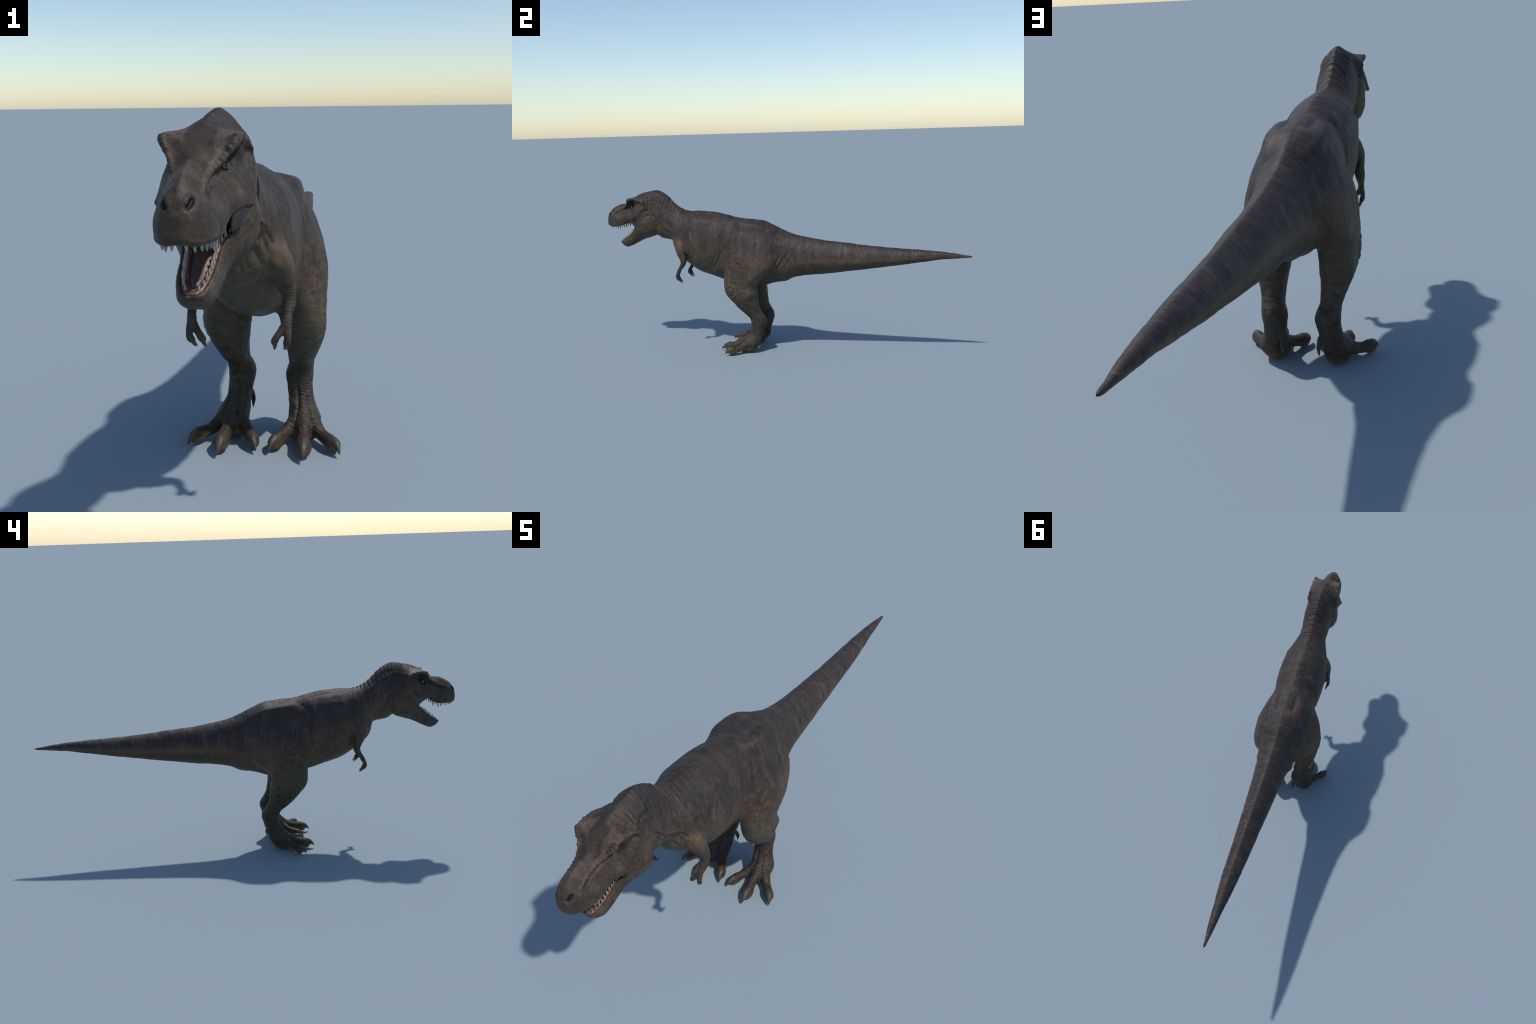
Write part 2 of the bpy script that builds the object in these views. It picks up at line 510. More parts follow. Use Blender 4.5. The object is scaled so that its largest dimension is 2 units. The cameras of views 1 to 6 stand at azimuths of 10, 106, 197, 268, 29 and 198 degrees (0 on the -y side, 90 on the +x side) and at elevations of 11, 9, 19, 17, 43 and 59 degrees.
# bosses on the brow ridge and along the rim of the skull
for poly, n, r, hgt in ((BROW[1:8], 11, .0052, .0046), (RIM, 8, .0060, .0030)):
    c = catmull(poly, 8)
    L = np.r_[0, np.cumsum(np.linalg.norm(np.diff(c, axis=0), axis=1))]
    for s in np.linspace(0, L[-1], n):
        p = np.array([np.interp(s, L, c[:, k]) for k in range(3)])
        bump(p + [.002, -.002, .005], r * (.6 + .5 * s / L[-1]) * random.uniform(.8, 1.2), hgt * random.uniform(.5, 1.3))
# nostrils
stroke([(.0125, -.9880, .7265), (.0175, -.9835, .7330), (.0225, -.9775, .7400)], .0036, -.0062, taper=False)
stroke([(.0085, -.9900, .7310), (.0135, -.9850, .7410), (.0200, -.9770, .7480)], .0030, .0018)
# row of lip scales, upper and lower
yy, R = head_sections()
lip_pts = np.stack([R[:, 5, 0], yy, R[:, 5, 1] - .004], 1)
L = np.r_[0, np.cumsum(np.linalg.norm(np.diff(lip_pts, axis=0), axis=1))]
for s in np.arange(.004, L[-1] * .75, .0068):
    p = [np.interp(s, L, lip_pts[:, k]) for k in range(3)]
    bump(np.array(p), .0032, .0013 * random.uniform(.7, 1.3))
jr = jaw_rows(200)
jl = np.stack([jr[:, 5] + .001, jr[:, 2] + (jr[:, 0] - jr[:, 2]) * .86, jr[:, 3] + (jr[:, 1] - jr[:, 3]) * .86], 1)
L = np.r_[0, np.cumsum(np.linalg.norm(np.diff(jl, axis=0), axis=1))]
for s in np.arange(.004, L[-1] * .72, .0066):
    p = [np.interp(s, L, jl[:, k]) for k in range(3)]
    bump(np.array(p), .0030, .0010 * random.uniform(.7, 1.3))
# swelling at the corner of the mouth
bump((.083, -.824, .7135), .006, .0025)
# flank folds in front of the thigh
for off, hgt in ((0, -.0028), (.014, .0015), (.026, -.0018), (.036, .0012)):
    stroke([(.108, -.300 - off, .560), (.110, -.305 - off, .520), (.108, -.325 - off, .480), (.100, -.360 - off, .450), (.088, -.40 - off, .445)], .006, hgt)
stroke([(.075, -.270, .690), (.100, -.285, .640), (.112, -.290, .58), (.115, -.292, .50), (.105, -.292, .43)], .013, -.0038)
# crest of the hip bone
stroke([(.064, -.250, .700), (.071, -.215, .698), (.076, -.175, .695), (.075, -.140, .688), (.069, -.10, .675), (.061, -.05, .655), (.055, 0, .64)], .019, .0066)
stroke([(.100, -.230, .660), (.106, -.175, .655), (.102, -.11, .645)], .016, -.0030)
stroke([(.058, -.520, .728), (.072, -.480, .716), (.079, -.430, .706), (.080, -.370, .702), (.074, -.310, .700), (.066, -.275, .700)], .020, .0024)
stroke([(.034, -.48, .744), (.036, -.42, .740), (.036, -.36, .735), (.034, -.29, .722)], .014, -.0022)
stroke([(.075, -.292, .675), (.068, -.272, .690), (.056, -.262, .704)], .009, -.0025)
stroke([(.035, -.215, .708), (.037, -.160, .700), (.033, -.10, .695)], .013, -.0050)
stroke([(.062, -.748, .822), (.058, -.710, .829), (.056, -.680, .826), (.053, -.640, .805), (.050, -.600, .775), (.050, -.560, .752)], .008, .0026)
# shoulder blade and armpit
stroke([(.070, -.450, .710), (.090, -.480, .670), (.092, -.515, .62), (.088, -.535, .58)], .018, .0035)
stroke([(.112, -.500, .545), (.100, -.497, .525), (.085, -.495, .51)], .005, -.005)
for line, hgt in (([(.050, -.595, .632), (.060, -.590, .614), (.070, -.585, .596), (.076, -.578, .575)], -.0032),
                  ([(.056, -.588, .630), (.074, -.582, .620), (.088, -.572, .602)], -.0028),
                  ([(.036, -.600, .604), (.046, -.596, .588), (.054, -.590, .570), (.060, -.582, .550)], -.0030),
                  ([(.042, -.598, .618), (.053, -.592, .601), (.063, -.588, .583), (.068, -.580, .562)], .0020),
                  ([(.022, -.603, .582), (.030, -.600, .566), (.034, -.594, .550)], -.0024),
                  ([(.012, -.604, .570), (.018, -.600, .552), (.020, -.592, .535)], -.0018)):
    stroke(line, .0045, hgt * .75)
# knee folds: concentric arcs
for k, rad in enumerate((.016, .027, .038, .050)):
    arcp = [(.150, -.245 + rad * math.cos(a), .335 + rad * math.sin(a)) for a in np.linspace(-1.9, 1.9, 9)]
    stroke(arcp, .0048, (-.0020 if k % 2 else .0016))
for k in range(5):
    z = .395 - k * .012
    stroke([(.150, -.262, z), (.150, -.23, z + .004), (.150, -.19, z + .012), (.146, -.15, z + .022)], .0036, -.0010)
# calf and tendons
bump((.150, -.205, .500), .060, .0045)
for k in range(5):
    o = k * .021
    stroke([(.110 - k * .004, -.055 + o, .415 + o * .25), (.096 - k * .003, -.025 + o, .455 + o * .3), (.085, .005 + o, .500 + o * .3), (.078, .030 + o, .545 + o * .2)], .0060, (-.0034, .0016, -.0024, .0012, -.0018)[k])
bump((.146, -.128, .322), .020, .0065)
stroke([(.148, -.115, .368), (.155, -.145, .356), (.156, -.185, .350), (.154, -.225, .352)], .0065, -.0018)
stroke([(.140, -.085, .45), (.150, -.105, .41), (.154, -.125, .38)], .012, .0025)
stroke([(.080, -.070, .20), (.080, -.064, .17), (.080, -.072, .14), (.080, -.084, .10)], .010, .003)
# transverse scutes on the shank front and on the toes
front = smoothstep(.19, .16, Z) * smoothstep(.02, .05, Z) * smoothstep(.1, -.4, N[:, 1])
D += front * .0005 * (1 + .7 * vnoise(V * 45, 17)) * np.sin(2 * np.pi * (Z + .3 * AX + .002 * vnoise(V * 50, 4)) / .0085)
for name, (p, rx, rz) in TOES.items():
    d, t = polyline_dist(np.stack([AX, Y, Z], 1), p)
    top = smoothstep(.035, .02, d) * smoothstep(.2, .7, N[:, 2]) * smoothstep(.9, .75, t) * smoothstep(.1, .3, t)
    D += top * .0008 * np.sin(2 * np.pi * t * 13)
# metatarsal grooves between the toe tendons
stroke([(.078, -.146, .150), (.0795, -.156, .120), (.080, -.170, .090), (.0785, -.185, .065), (.075, -.197, .048)], .0042, -.0055)
stroke([(.106, -.150, .125), (.108, -.162, .098), (.112, -.178, .068), (.117, -.190, .046)], .0042, -.0042)
stroke([(.092, -.150, .140), (.094, -.170, .095), (.098, -.192, .062)], .007, .0012)
stroke([(.062, -.140, .120), (.066, -.160, .080), (.060, -.188, .048)], .006, .0010)
stroke([(.118, -.135, .110), (.124, -.160, .070), (.140, -.186, .045)], .006, .0010)
# arm rings
d, t = polyline_dist(np.stack([AX, Y, Z], 1), ARM_P)
arm_m = (d < np.interp(t, np.linspace(0, 1, len(ARM_R)), ARM_R) * 1.4) & (Z < .53)
D += arm_m * .0003 * np.sin(2 * np.pi * (Z + .15 * X + .002 * vnoise(V * 60, 6)) / .0075)

V = V + N * D[:, None]
V[:, 2] = np.maximum(V[:, 2], .0004)
relax(1, np.full(NV, .35) * smoothstep(.99, .9, V[:, 1]))
# exact length of the frame
V[:, 1] = np.where(V[:, 1] > 0, V[:, 1] / V[:, 1].max(), V[:, 1] / -V[:, 1].min())
N = normals()
X, Y, Z = V.T; AX = np.abs(X)

# ------------------------------------------------------------------ materials
class Nodes:
    def __init__(self, name):
        self.mat = bpy.data.materials.new(name); self.mat.use_nodes = True
        self.nt = self.mat.node_tree; self.n = self.nt.nodes; self.bsdf = self.n['Principled BSDF']
        self.co = self.n.new('ShaderNodeTexCoord').outputs['Object']

    def link(self, a, b):
        if isinstance(a, (int, float)):
            b.default_value = a
        elif isinstance(a, tuple):
            b.default_value = a if len(a) == 4 or b.type == 'VECTOR' else (*a, 1)
        else:
            self.nt.links.new(a, b)

    def math(self, op, a, b=0., c=0., clamp=False):
        n = self.n.new('ShaderNodeMath'); n.operation = op; n.use_clamp = clamp
        for i, q in enumerate((a, b, c)):
            self.link(q, n.inputs[i])
        return n.outputs[0]

    def step(self, a, b, x):
        n = self.n.new('ShaderNodeMapRange'); n.interpolation_type = 'SMOOTHSTEP'
        if a > b:
            n.inputs[1].default_value, n.inputs[2].default_value = b, a
            n.inputs[3].default_value, n.inputs[4].default_value = 1, 0
        else:
            n.inputs[1].default_value, n.inputs[2].default_value = a, b
        self.link(x, n.inputs[0]); return n.outputs[0]

    def sep(self, v):
        n = self.n.new('ShaderNodeSeparateXYZ'); self.link(v, n.inputs[0]); return n.outputs

    def scale(self, v, s, loc=(0, 0, 0)):
        n = self.n.new('ShaderNodeMapping'); self.link(v, n.inputs[0])
        n.inputs['Scale'].default_value = s; n.inputs['Location'].default_value = loc
        return n.outputs[0]

    def noise(self, v, scale=1., detail=3., rough=.55, dist=0.):
        n = self.n.new('ShaderNodeTexNoise'); self.link(v, n.inputs['Vector'])
        n.inputs['Scale'].default_value = scale; n.inputs['Detail'].default_value = detail
        n.inputs['Roughness'].default_value = rough; n.inputs['Distortion'].default_value = dist
        return n.outputs['Fac']

    def voronoi(self, v, scale, feature='F1', out='Distance'):
        n = self.n.new('ShaderNodeTexVoronoi'); n.feature = feature; self.link(v, n.inputs['Vector'])
        n.inputs['Scale'].default_value = scale
        return n.outputs[out]

    def mix(self, f, a, b, mode='MIX'):
        n = self.n.new('ShaderNodeMix'); n.data_type = 'RGBA'; n.blend_type = mode
        self.link(f, n.inputs[0]); self.link(a, n.inputs[6]); self.link(b, n.inputs[7])
        return n.outputs[2]

    def dist(self, v, p):
        n = self.n.new('ShaderNodeVectorMath'); n.operation = 'DISTANCE'
        self.link(v, n.inputs[0]); n.inputs[1].default_value = p
        return n.outputs['Value']

    def combine(self, x, y, z):
        n = self.n.new('ShaderNodeCombineXYZ')
        for i, q in enumerate((x, y, z)):
            self.link(q, n.inputs[i])
        return n.outputs[0]

    def curve(self, x, lo, hi, pts, vlo, vhi):
        """A smooth function of x given by a few points."""
        f = self.math('DIVIDE', self.math('SUBTRACT', x, lo), hi - lo)
        n = self.n.new('ShaderNodeFloatCurve'); c = n.mapping.curves[0]
        q = [((a - lo) / (hi - lo), (b - vlo) / (vhi - vlo)) for a, b in pts]
        c.points[0].location = q[0]; c.points[-1].location = q[-1]
        for p in q[1:-1]:
            c.points.new(*p)
        n.mapping.update()
        self.link(f, n.inputs['Value'])
        return self.math('ADD', self.math('MULTIPLY', n.outputs[0], vhi - vlo), vlo)

    def bump(self, h, strength, distance, normal=None):
        n = self.n.new('ShaderNodeBump'); n.inputs['Strength'].default_value = strength
        n.inputs['Distance'].default_value = distance; self.link(h, n.inputs['Height'])
        if normal is not None:
            self.link(normal, n.inputs['Normal'])
        return n.outputs[0]

    def finish(self, color, rough, normal=None, spec=.35, **kw):
        self.link(color, self.bsdf.inputs['Base Color']); self.link(rough, self.bsdf.inputs['Roughness'])
        self.bsdf.inputs['Specular IOR Level'].default_value = spec
        if normal is not None:
            self.link(normal, self.bsdf.inputs['Normal'])
        for k, q in kw.items():
            self.link(q, self.bsdf.inputs[k.replace('_', ' ')])
        return self.mat


def skin_material():
    m = Nodes('reptile_skin'); co = m.co
    x, y, z = m.sep(co)
    ax = m.math('ABSOLUTE', x)
    sym = m.combine(ax, y, z)
    # height of the spine along the body and height of the point below it
    top = m.curve(y, -1, 1, [(-1, .76), (-.90, .80), (-.80, .85), (-.70, .873), (-.62, .82), (-.53, .757), (-.40, .752), (-.25, .722), (-.10, .706), (.03, .651), (.145, .617), (.38, .585), (.65, .562), (.84, .549), (1, .525)], .5, .9)
    bot = m.curve(y, -1, 1, [(-1, .66), (-.90, .57), (-.80, .59), (-.70, .615), (-.60, .565), (-.50, .46), (-.40, .41), (-.25, .36), (-.10, .345), (.03, .376), (.145, .411), (.38, .438), (.65, .4755), (.84, .506), (1, .522)], .3, .7)
    h = m.math('DIVIDE', m.math('SUBTRACT', z, bot), m.math('SUBTRACT', top, bot))   # 0 belly .. 1 back
    wob = m.math('SUBTRACT', m.noise(co, 9, 3), .5)
    hw = m.math('ADD', h, m.math('MULTIPLY', wob, .35))
    # streaks that run around the body
    st = m.noise(m.scale(co, (7, 46, 7)), 1, 4, .6, .4)
    st2 = m.noise(m.scale(co, (16, 150, 16)), 1, 3, .6, .3)
    blot = m.noise(co, 17, 4, .6)
    fine = m.step(.25, .75, m.noise(m.scale(co, (45, 120, 45)), 1, 6, .7, .4))
    finel = m.step(.25, .75, m.noise(m.scale(co, (60, 60, 130)), 1, 6, .7, .4))
    fineh = m.step(.25, .75, m.noise(co, 85, 6, .72))
    base = m.mix(m.step(.35, .65, blot), (.062, .048, .038), (.086, .068, .053))
    base = m.mix(m.math('MULTIPLY', m.step(.42, .70, hw), .75), base, m.mix(m.step(.35, .65, blot), (.052, .043, .042), (.078, .067, .064)))
    # tan flanks and olive belly
    base = m.mix(m.math('MULTIPLY', m.step(.66, .30, hw), m.step(.30, .62, m.noise(co, 11, 3))), base, (.112, .082, .052))
    base = m.mix(m.math('MULTIPLY', m.step(.30, .08, hw), .8), base, (.088, .080, .054))
    # dark bluish bands over the back
    band = m.math('MULTIPLY', m.step(.36, .75, hw), m.step(.36, .58, st))
    base = m.mix(m.math('MULTIPLY', band, .80), base, (.034, .029, .030))
    base = m.mix(m.math('MULTIPLY', m.step(.68, 1.0, h), .58), base, (.034, .028, .027))
    # reddish-brown threads and dark wrinkles
    red = m.math('MULTIPLY', m.step(.54, .68, st2), m.step(.30, .6, hw))
    base = m.mix(m.math('MULTIPLY', red, .45), base, (.128, .070, .050))
    thread = m.step(.44, .30, m.noise(m.scale(co, (22, 230, 22), (5, 2, 1)), 1, 3, .6, .3))
    base = m.mix(m.math('MULTIPLY', thread, .55), base, (.030, .025, .024))
    # raw red patches in front of the hip
    raw = m.math('MULTIPLY', m.step(.075, .02, m.dist(sym, (.095, -.285, .655))), m.step(.48, .62, m.noise(co, 42, 4, .65)))
    base = m.mix(m.math('MULTIPLY', raw, .55), base, (.105, .040, .038))
    # pale scuffs
    sc = m.math('MULTIPLY', m.step(.58, .74, m.noise(m.scale(co, (12, 60, 12), (3, 1, 2)), 1, 4, .6)), m.step(.4, .7, h))
    base = m.mix(m.math('MULTIPLY', sc, .55), base, (.170, .152, .143))
    # soft broad bands and mottling over back and tail
    bb = m.step(.42, .60, m.noise(m.scale(co, (3, 17, 3), (1, 4, 2)), 1, 3, .55, .6))
    base = m.mix(m.math('MULTIPLY', m.math('MULTIPLY', bb, m.step(.25, .7, hw)), .68), base, (.030, .027, .029))
    mott = m.step(.52, .70, m.noise(m.scale(co, (18, 34, 18), (2, 5, 1)), 1, 5, .65, .8))
    base = m.mix(m.math('MULTIPLY', mott, .30), base, (.112, .093, .074))
    # pale line with a dark one under it along the side of the tail
    ht = m.math('ADD', h, m.math('MULTIPLY', wob, .10))
    tl = m.math('MULTIPLY', m.step(.02, .14, y), m.step(.95, .6, y))
    base = m.mix(m.math('MULTIPLY', tl, m.math('MULTIPLY', m.step(.34, .40, ht), m.math('MULTIPLY', m.step(.52, .44, ht), .6))), base, (.112, .090, .064))
    base = m.mix(m.math('MULTIPLY', tl, m.math('MULTIPLY', m.step(.34, .28, ht), .55)), base, (.050, .043, .030))
    # legs: darker with blotches, yellowish soles
    leg = m.step(.40, .26, z)
    shank = m.step(.26, .16, z)
    legblot = m.step(.50, .60, m.noise(co, 40, 5, .7))
    base = m.mix(m.math('MULTIPLY', leg, .5), base, (.060, .049, .039))
    base = m.mix(m.math('MULTIPLY', shank, .7), base, (.046, .035, .028))
    base = m.mix(m.math('MULTIPLY', m.math('MULTIPLY', leg, legblot), .6), base, (.022, .019, .018))
    # dark outside of the thigh and tan hamstring
    thigh = m.step(.12, .03, m.dist(m.scale(sym, (1, 1, .7)), (.15, -.215, .49 * .7)))
    base = m.mix(m.math('MULTIPLY', thigh, m.math('MULTIPLY', m.step(.35, .62, m.noise(m.scale(co, (30, 30, 55)), 1, 4, .6)), .7)), base, (.034, .028, .028))
    ham = m.step(.06, .015, m.dist(sym, (.135, -.105, .425)))
    base = m.mix(m.math('MULTIPLY', ham, .6), base, (.130, .095, .058))
    geo = m.n.new('ShaderNodeNewGeometry')
    nz = m.sep(geo.outputs['Normal'])[2]
    sole = m.math('MULTIPLY', m.step(.045, .018, z), m.step(.45, -.25, nz))
    base = m.mix(m.math('MULTIPLY', sole, .9), base, (.135, .098, .050))
    # hands
    arm = m.math('MULTIPLY', m.step(.575, .49, z), m.math('MULTIPLY', m.step(-.47, -.50, y), m.step(.06, .085, ax)))
    base = m.mix(m.math('MULTIPLY', arm, .7), base, (.050, .039, .034))
    # head
    head = m.step(-.71, -.78, y)
    hb = m.mix(m.step(.35, .68, m.noise(co, 30, 5, .65)), (.044, .035, .028), (.090, .071, .053))
    base = m.mix(m.math('MULTIPLY', head, .75), base, hb)
    streak = m.step(.50, .66, m.noise(m.scale(co, (60, 60, 16)), 1, 4, .6, .6))
    base = m.mix(m.math('MULTIPLY', m.math('MULTIPLY', head, streak), .35), base, (.038, .030, .026))
    crown = m.math('MULTIPLY', head, m.step(.775, .835, z))
    base = m.mix(m.math('MULTIPLY', crown, .5), base, (.038, .031, .028))
    brow = m.step(.0085, .0040, m.math('ABSOLUTE', m.math('SUBTRACT', z, m.curve(y, -1, -.83, [(-1, .70), (-.948, .752), (-.912, .769), (-.874, .787), (-.845, .820), (-.83, .83)], .6, .9))))
    browm = m.math('MULTIPLY', brow, m.math('MULTIPLY', m.step(.022, .030, ax), m.step(-.965, -.94, y)))
    base = m.mix(m.math('MULTIPLY', browm, .55), base, (.135, .108, .088))  # brow bosses lightened: sunlight on the ridge painted into the skin colour
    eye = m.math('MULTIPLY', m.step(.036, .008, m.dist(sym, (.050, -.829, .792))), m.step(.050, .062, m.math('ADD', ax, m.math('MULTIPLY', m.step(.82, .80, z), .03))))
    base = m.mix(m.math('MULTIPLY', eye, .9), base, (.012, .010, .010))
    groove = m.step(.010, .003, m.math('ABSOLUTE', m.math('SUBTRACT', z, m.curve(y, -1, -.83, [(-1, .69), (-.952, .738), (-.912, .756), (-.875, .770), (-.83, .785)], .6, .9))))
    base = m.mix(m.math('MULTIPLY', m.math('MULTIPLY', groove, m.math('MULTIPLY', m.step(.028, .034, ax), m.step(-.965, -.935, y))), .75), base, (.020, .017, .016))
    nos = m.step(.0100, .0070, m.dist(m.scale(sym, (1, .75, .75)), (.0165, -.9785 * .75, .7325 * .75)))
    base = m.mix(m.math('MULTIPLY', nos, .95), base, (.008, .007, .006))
    # scales: pale joints on the brow, fine pebbling elsewhere
    vd = m.voronoi(co, 210, 'DISTANCE_TO_EDGE')
    vb = m.voronoi(co, 95, 'DISTANCE_TO_EDGE')
    side = m.math('MULTIPLY', m.step(.038, .055, ax), m.step(.79, .815, z))
    joint = m.math('MULTIPLY', m.step(.12, .03, vb), m.math('MULTIPLY', head, side))
    base = m.mix(m.math('MULTIPLY', joint, .45), base, (.150, .122, .092))
    base = m.mix(1., base, (.82, .76, .70), 'MULTIPLY')
    base = m.mix(1., base, m.mix(m.mix(m.step(-.70, -.76, y), m.mix(m.step(.42, .34, z), fine, finel), fineh), (.62, .61, .60), (1.38, 1.37, 1.36)), 'MULTIPLY')
    # relief
    wr = m.noise(m.scale(co, (30, 210, 30)), 1, 3, .6, .5)
    wl = m.noise(m.scale(co, (40, 60, 200)), 1, 3, .6, .5)
    lm = m.math('MAXIMUM', leg, arm)
    mx = m.n.new('ShaderNodeMix'); mx.data_type = 'FLOAT'
    m.link(lm, mx.inputs[0]); m.link(wr, mx.inputs[2]); m.link(wl, mx.inputs[3])
    wrk = m.math('MULTIPLY', mx.outputs[0], m.math('SUBTRACT', 1., m.math('MULTIPLY', head, .7)))
    n1 = m.bump(wrk, .45, .004)
    n2 = m.bump(m.math('MINIMUM', vd, .25), .26, .0030, n1)
    n3 = m.bump(m.noise(co, 320, 2, .6), .18, .002, n2)
    rough = m.math('ADD', .38, m.math('MULTIPLY', m.noise(co, 26, 4, .65), .34))
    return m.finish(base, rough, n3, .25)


def simple(name, c1, c2, scale, rough, spec=.4, stretch=(1, 1, 1), bstr=.2, bdist=.002, **kw):
    m = Nodes(name)
    f = m.noise(m.scale(m.co, stretch), scale, 4, .6)
    col = m.mix(m.step(.3, .7, f), c1, c2)
    return m.finish(col, rough, m.bump(f, bstr, bdist), spec, **kw)


SKIN = skin_material()
CLAW = simple('claw_horn', (.032, .026, .021), (.075, .062, .048), 60, .52, .4, (2, .5, 1))
TOOTH = simple('tooth_ivory', (.22, .195, .145), (.35, .32, .25), 90, .32, .5, bstr=.1)
GUM = simple('gum_flesh', (.105, .052, .041), (.19, .097, .074), 90, .33, .5)
PALATE = simple('mouth_lining', (.032, .020, .018), (.062, .038, .034), 70, .4, .45)
TONGUE = simple('tongue_flesh', (.085, .052, .046), (.125, .078, .068), 60, .42, .4, (3, 1, 1))
CHEEK = simple('cheek_skin', (.050, .033, .028), (.080, .053, .044), 50, .45, .4, (1, 2, 1))


def eye_material():
    m = Nodes('eye_surface')
    x, y, z = m.sep(m.co)
    d = m.dist(m.co, (0, 0, 1.0))
    iris = m.step(.86, .80, d)
    pupil = m.step(.46, .40, d)
    f = m.noise(m.co, 6, 4)
    irc = m.mix(f, (.11, .095, .030), (.24, .21, .085))
    c = m.mix(iris, (.05, .038, .025), irc)
    c = m.mix(pupil, c, (.004, .004, .004))
    return m.finish(c, .12, None, .5, Coat_Weight=.15)


EYE = eye_material()
LID = simple('eyelid_skin', (.022, .018, .016), (.045, .036, .030), 200, .45, .45)

# ------------------------------------------------------------------ root and body parts
root = bpy.data.objects.new('tyrannosaur', None)
root.empty_display_size = .2
bpy.context.scene.collection.objects.link(root)
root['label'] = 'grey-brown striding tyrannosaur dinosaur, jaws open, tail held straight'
root['category'] = 'dinosaur'


def adopt(ob, parent, mat=None):
    ob.parent = parent
    if mat is not None:
        ob.data.materials.clear(); ob.data.materials.append(mat)
    return ob


nf = len(body.polygons)
loops = np.empty(len(body.loops), np.int32); body.loops.foreach_get('vertex_index', loops)
Q = loops.reshape(nf, 4)
C = V[Q].mean(1); CX, CY, CZ = C.T; CAX = np.abs(CX)
PA = np.stack([CAX, CY, CZ], 1)
region = np.full(nf, 'torso', dtype='<U16')
region[CY > .03] = 'tail'
neck_back = np.interp(CZ, [.55, .76], [-.595, -.53])
region[CY < neck_back] = 'neck'
skull_back = np.interp(CZ, [.60, .62, .766, .86], [-.69, -.71, -.735, -.775])
mouth_line = np.interp(CY, [-1.0, -.90, -.84, -.79, -.735], [.625, .64, .69, .715, .766])
infront = CY < skull_back
region[infront & (CZ > mouth_line)] = 'head'
region[infront & (CZ <= mouth_line)] = 'jaw'
lowleg = (CZ < .40) & (CAX > np.interp(CZ, [.33, .42], [.02, .07])) & (CY > -.32) & (CY < .0)
lowleg |= (CZ < .34) & (CY > -.34) & (CY < .0)
thigh = (CAX > np.interp(CZ, [.40, .50, .64], [.07, .10, .09])) & (CZ >= .40) & (CZ < .66) \
    & (CY > np.interp(CZ, [.4, .66], [-.295, -.265])) & (CY < np.interp(CZ, [.38, .46, .56, .66], [-.08, -.03, -.01, -.08]))
side = np.where(CX > 0, 'L', 'R')
region[(lowleg | thigh)] = np.char.add('hindlimb_', side[(lowleg | thigh)])
ft = (CZ < .105 + 0 * CY) & (CY > -.34) & (CY < .02)
region[ft] = np.char.add('foot_', side[ft])
d, t = polyline_dist(PA, ARM_P)
hand = (CZ < .425) & (CY < -.48) & (CAX > .05)
armf = ((d < np.interp(t, np.linspace(0, 1, len(ARM_R)), ARM_R) * 1.35 + .002) & (CZ < .535) & (CY < -.48)) | hand
region[armf] = np.char.add('forelimb_', side[armf])
region[hand] = np.char.add('hand_', side[hand])

PART = {}


def make_part(key, name):
    sel = np.where(region == key)[0]
    q = Q[sel]; idx, inv = np.unique(q, return_inverse=True); q = inv.reshape(q.shape)
    me = bpy.data.meshes.new(name)
    me.vertices.add(len(idx)); me.vertices.foreach_set('co', V[idx].astype(np.float32).ravel())
    me.loops.add(q.size); me.loops.foreach_set('vertex_index', q.astype(np.int32).ravel())
    me.polygons.add(len(q)); me.polygons.foreach_set('loop_start', np.arange(0, q.size, 4, dtype=np.int32))
    me.update(calc_edges=True)
    me.polygons.foreach_set('use_smooth', np.ones(len(q), bool))
    me.normals_split_custom_set_from_vertices([tuple(n) for n in N[idx]])
    me.materials.append(SKIN)
    ob = bpy.data.objects.new(name, me)
    bpy.context.scene.collection.objects.link(ob)
    PART[key] = ob
    return ob


for key, name in (('torso', 'torso'), ('tail', 'tail'), ('neck', 'neck'), ('head', 'head'), ('jaw', 'lower_jaw'),
                  ('hindlimb_L', 'hindlimb'), ('hindlimb_R', 'hindlimb'), ('forelimb_L', 'forelimb'), ('forelimb_R', 'forelimb')):
    adopt(make_part(key, name), root)
for k in 'LR':
    adopt(make_part('foot_' + k, 'foot'), PART['hindlimb_' + k])
    adopt(make_part('hand_' + k, 'hand'), PART['forelimb_' + k])
bpy.data.meshes.remove(body)


# ------------------------------------------------------------------ loose parts
def loft_object(name, rings, mat, parent, smooth=True):
    s = Shell(); s.loft(rings)
    ob = new_mesh_object(name, s.v, s.f)
    bm = bmesh.new(); bm.from_mesh(ob.data)
    bmesh.ops.recalc_face_normals(bm, faces=bm.faces[:]); bm.to_mesh(ob.data); bm.free()
    for p in ob.data.polygons:
        p.use_smooth = smooth
    return adopt(ob, parent, mat)


def mirrored(rings):
    return [np.asarray(r)[::-1] * [-1, 1, 1] for r in rings]


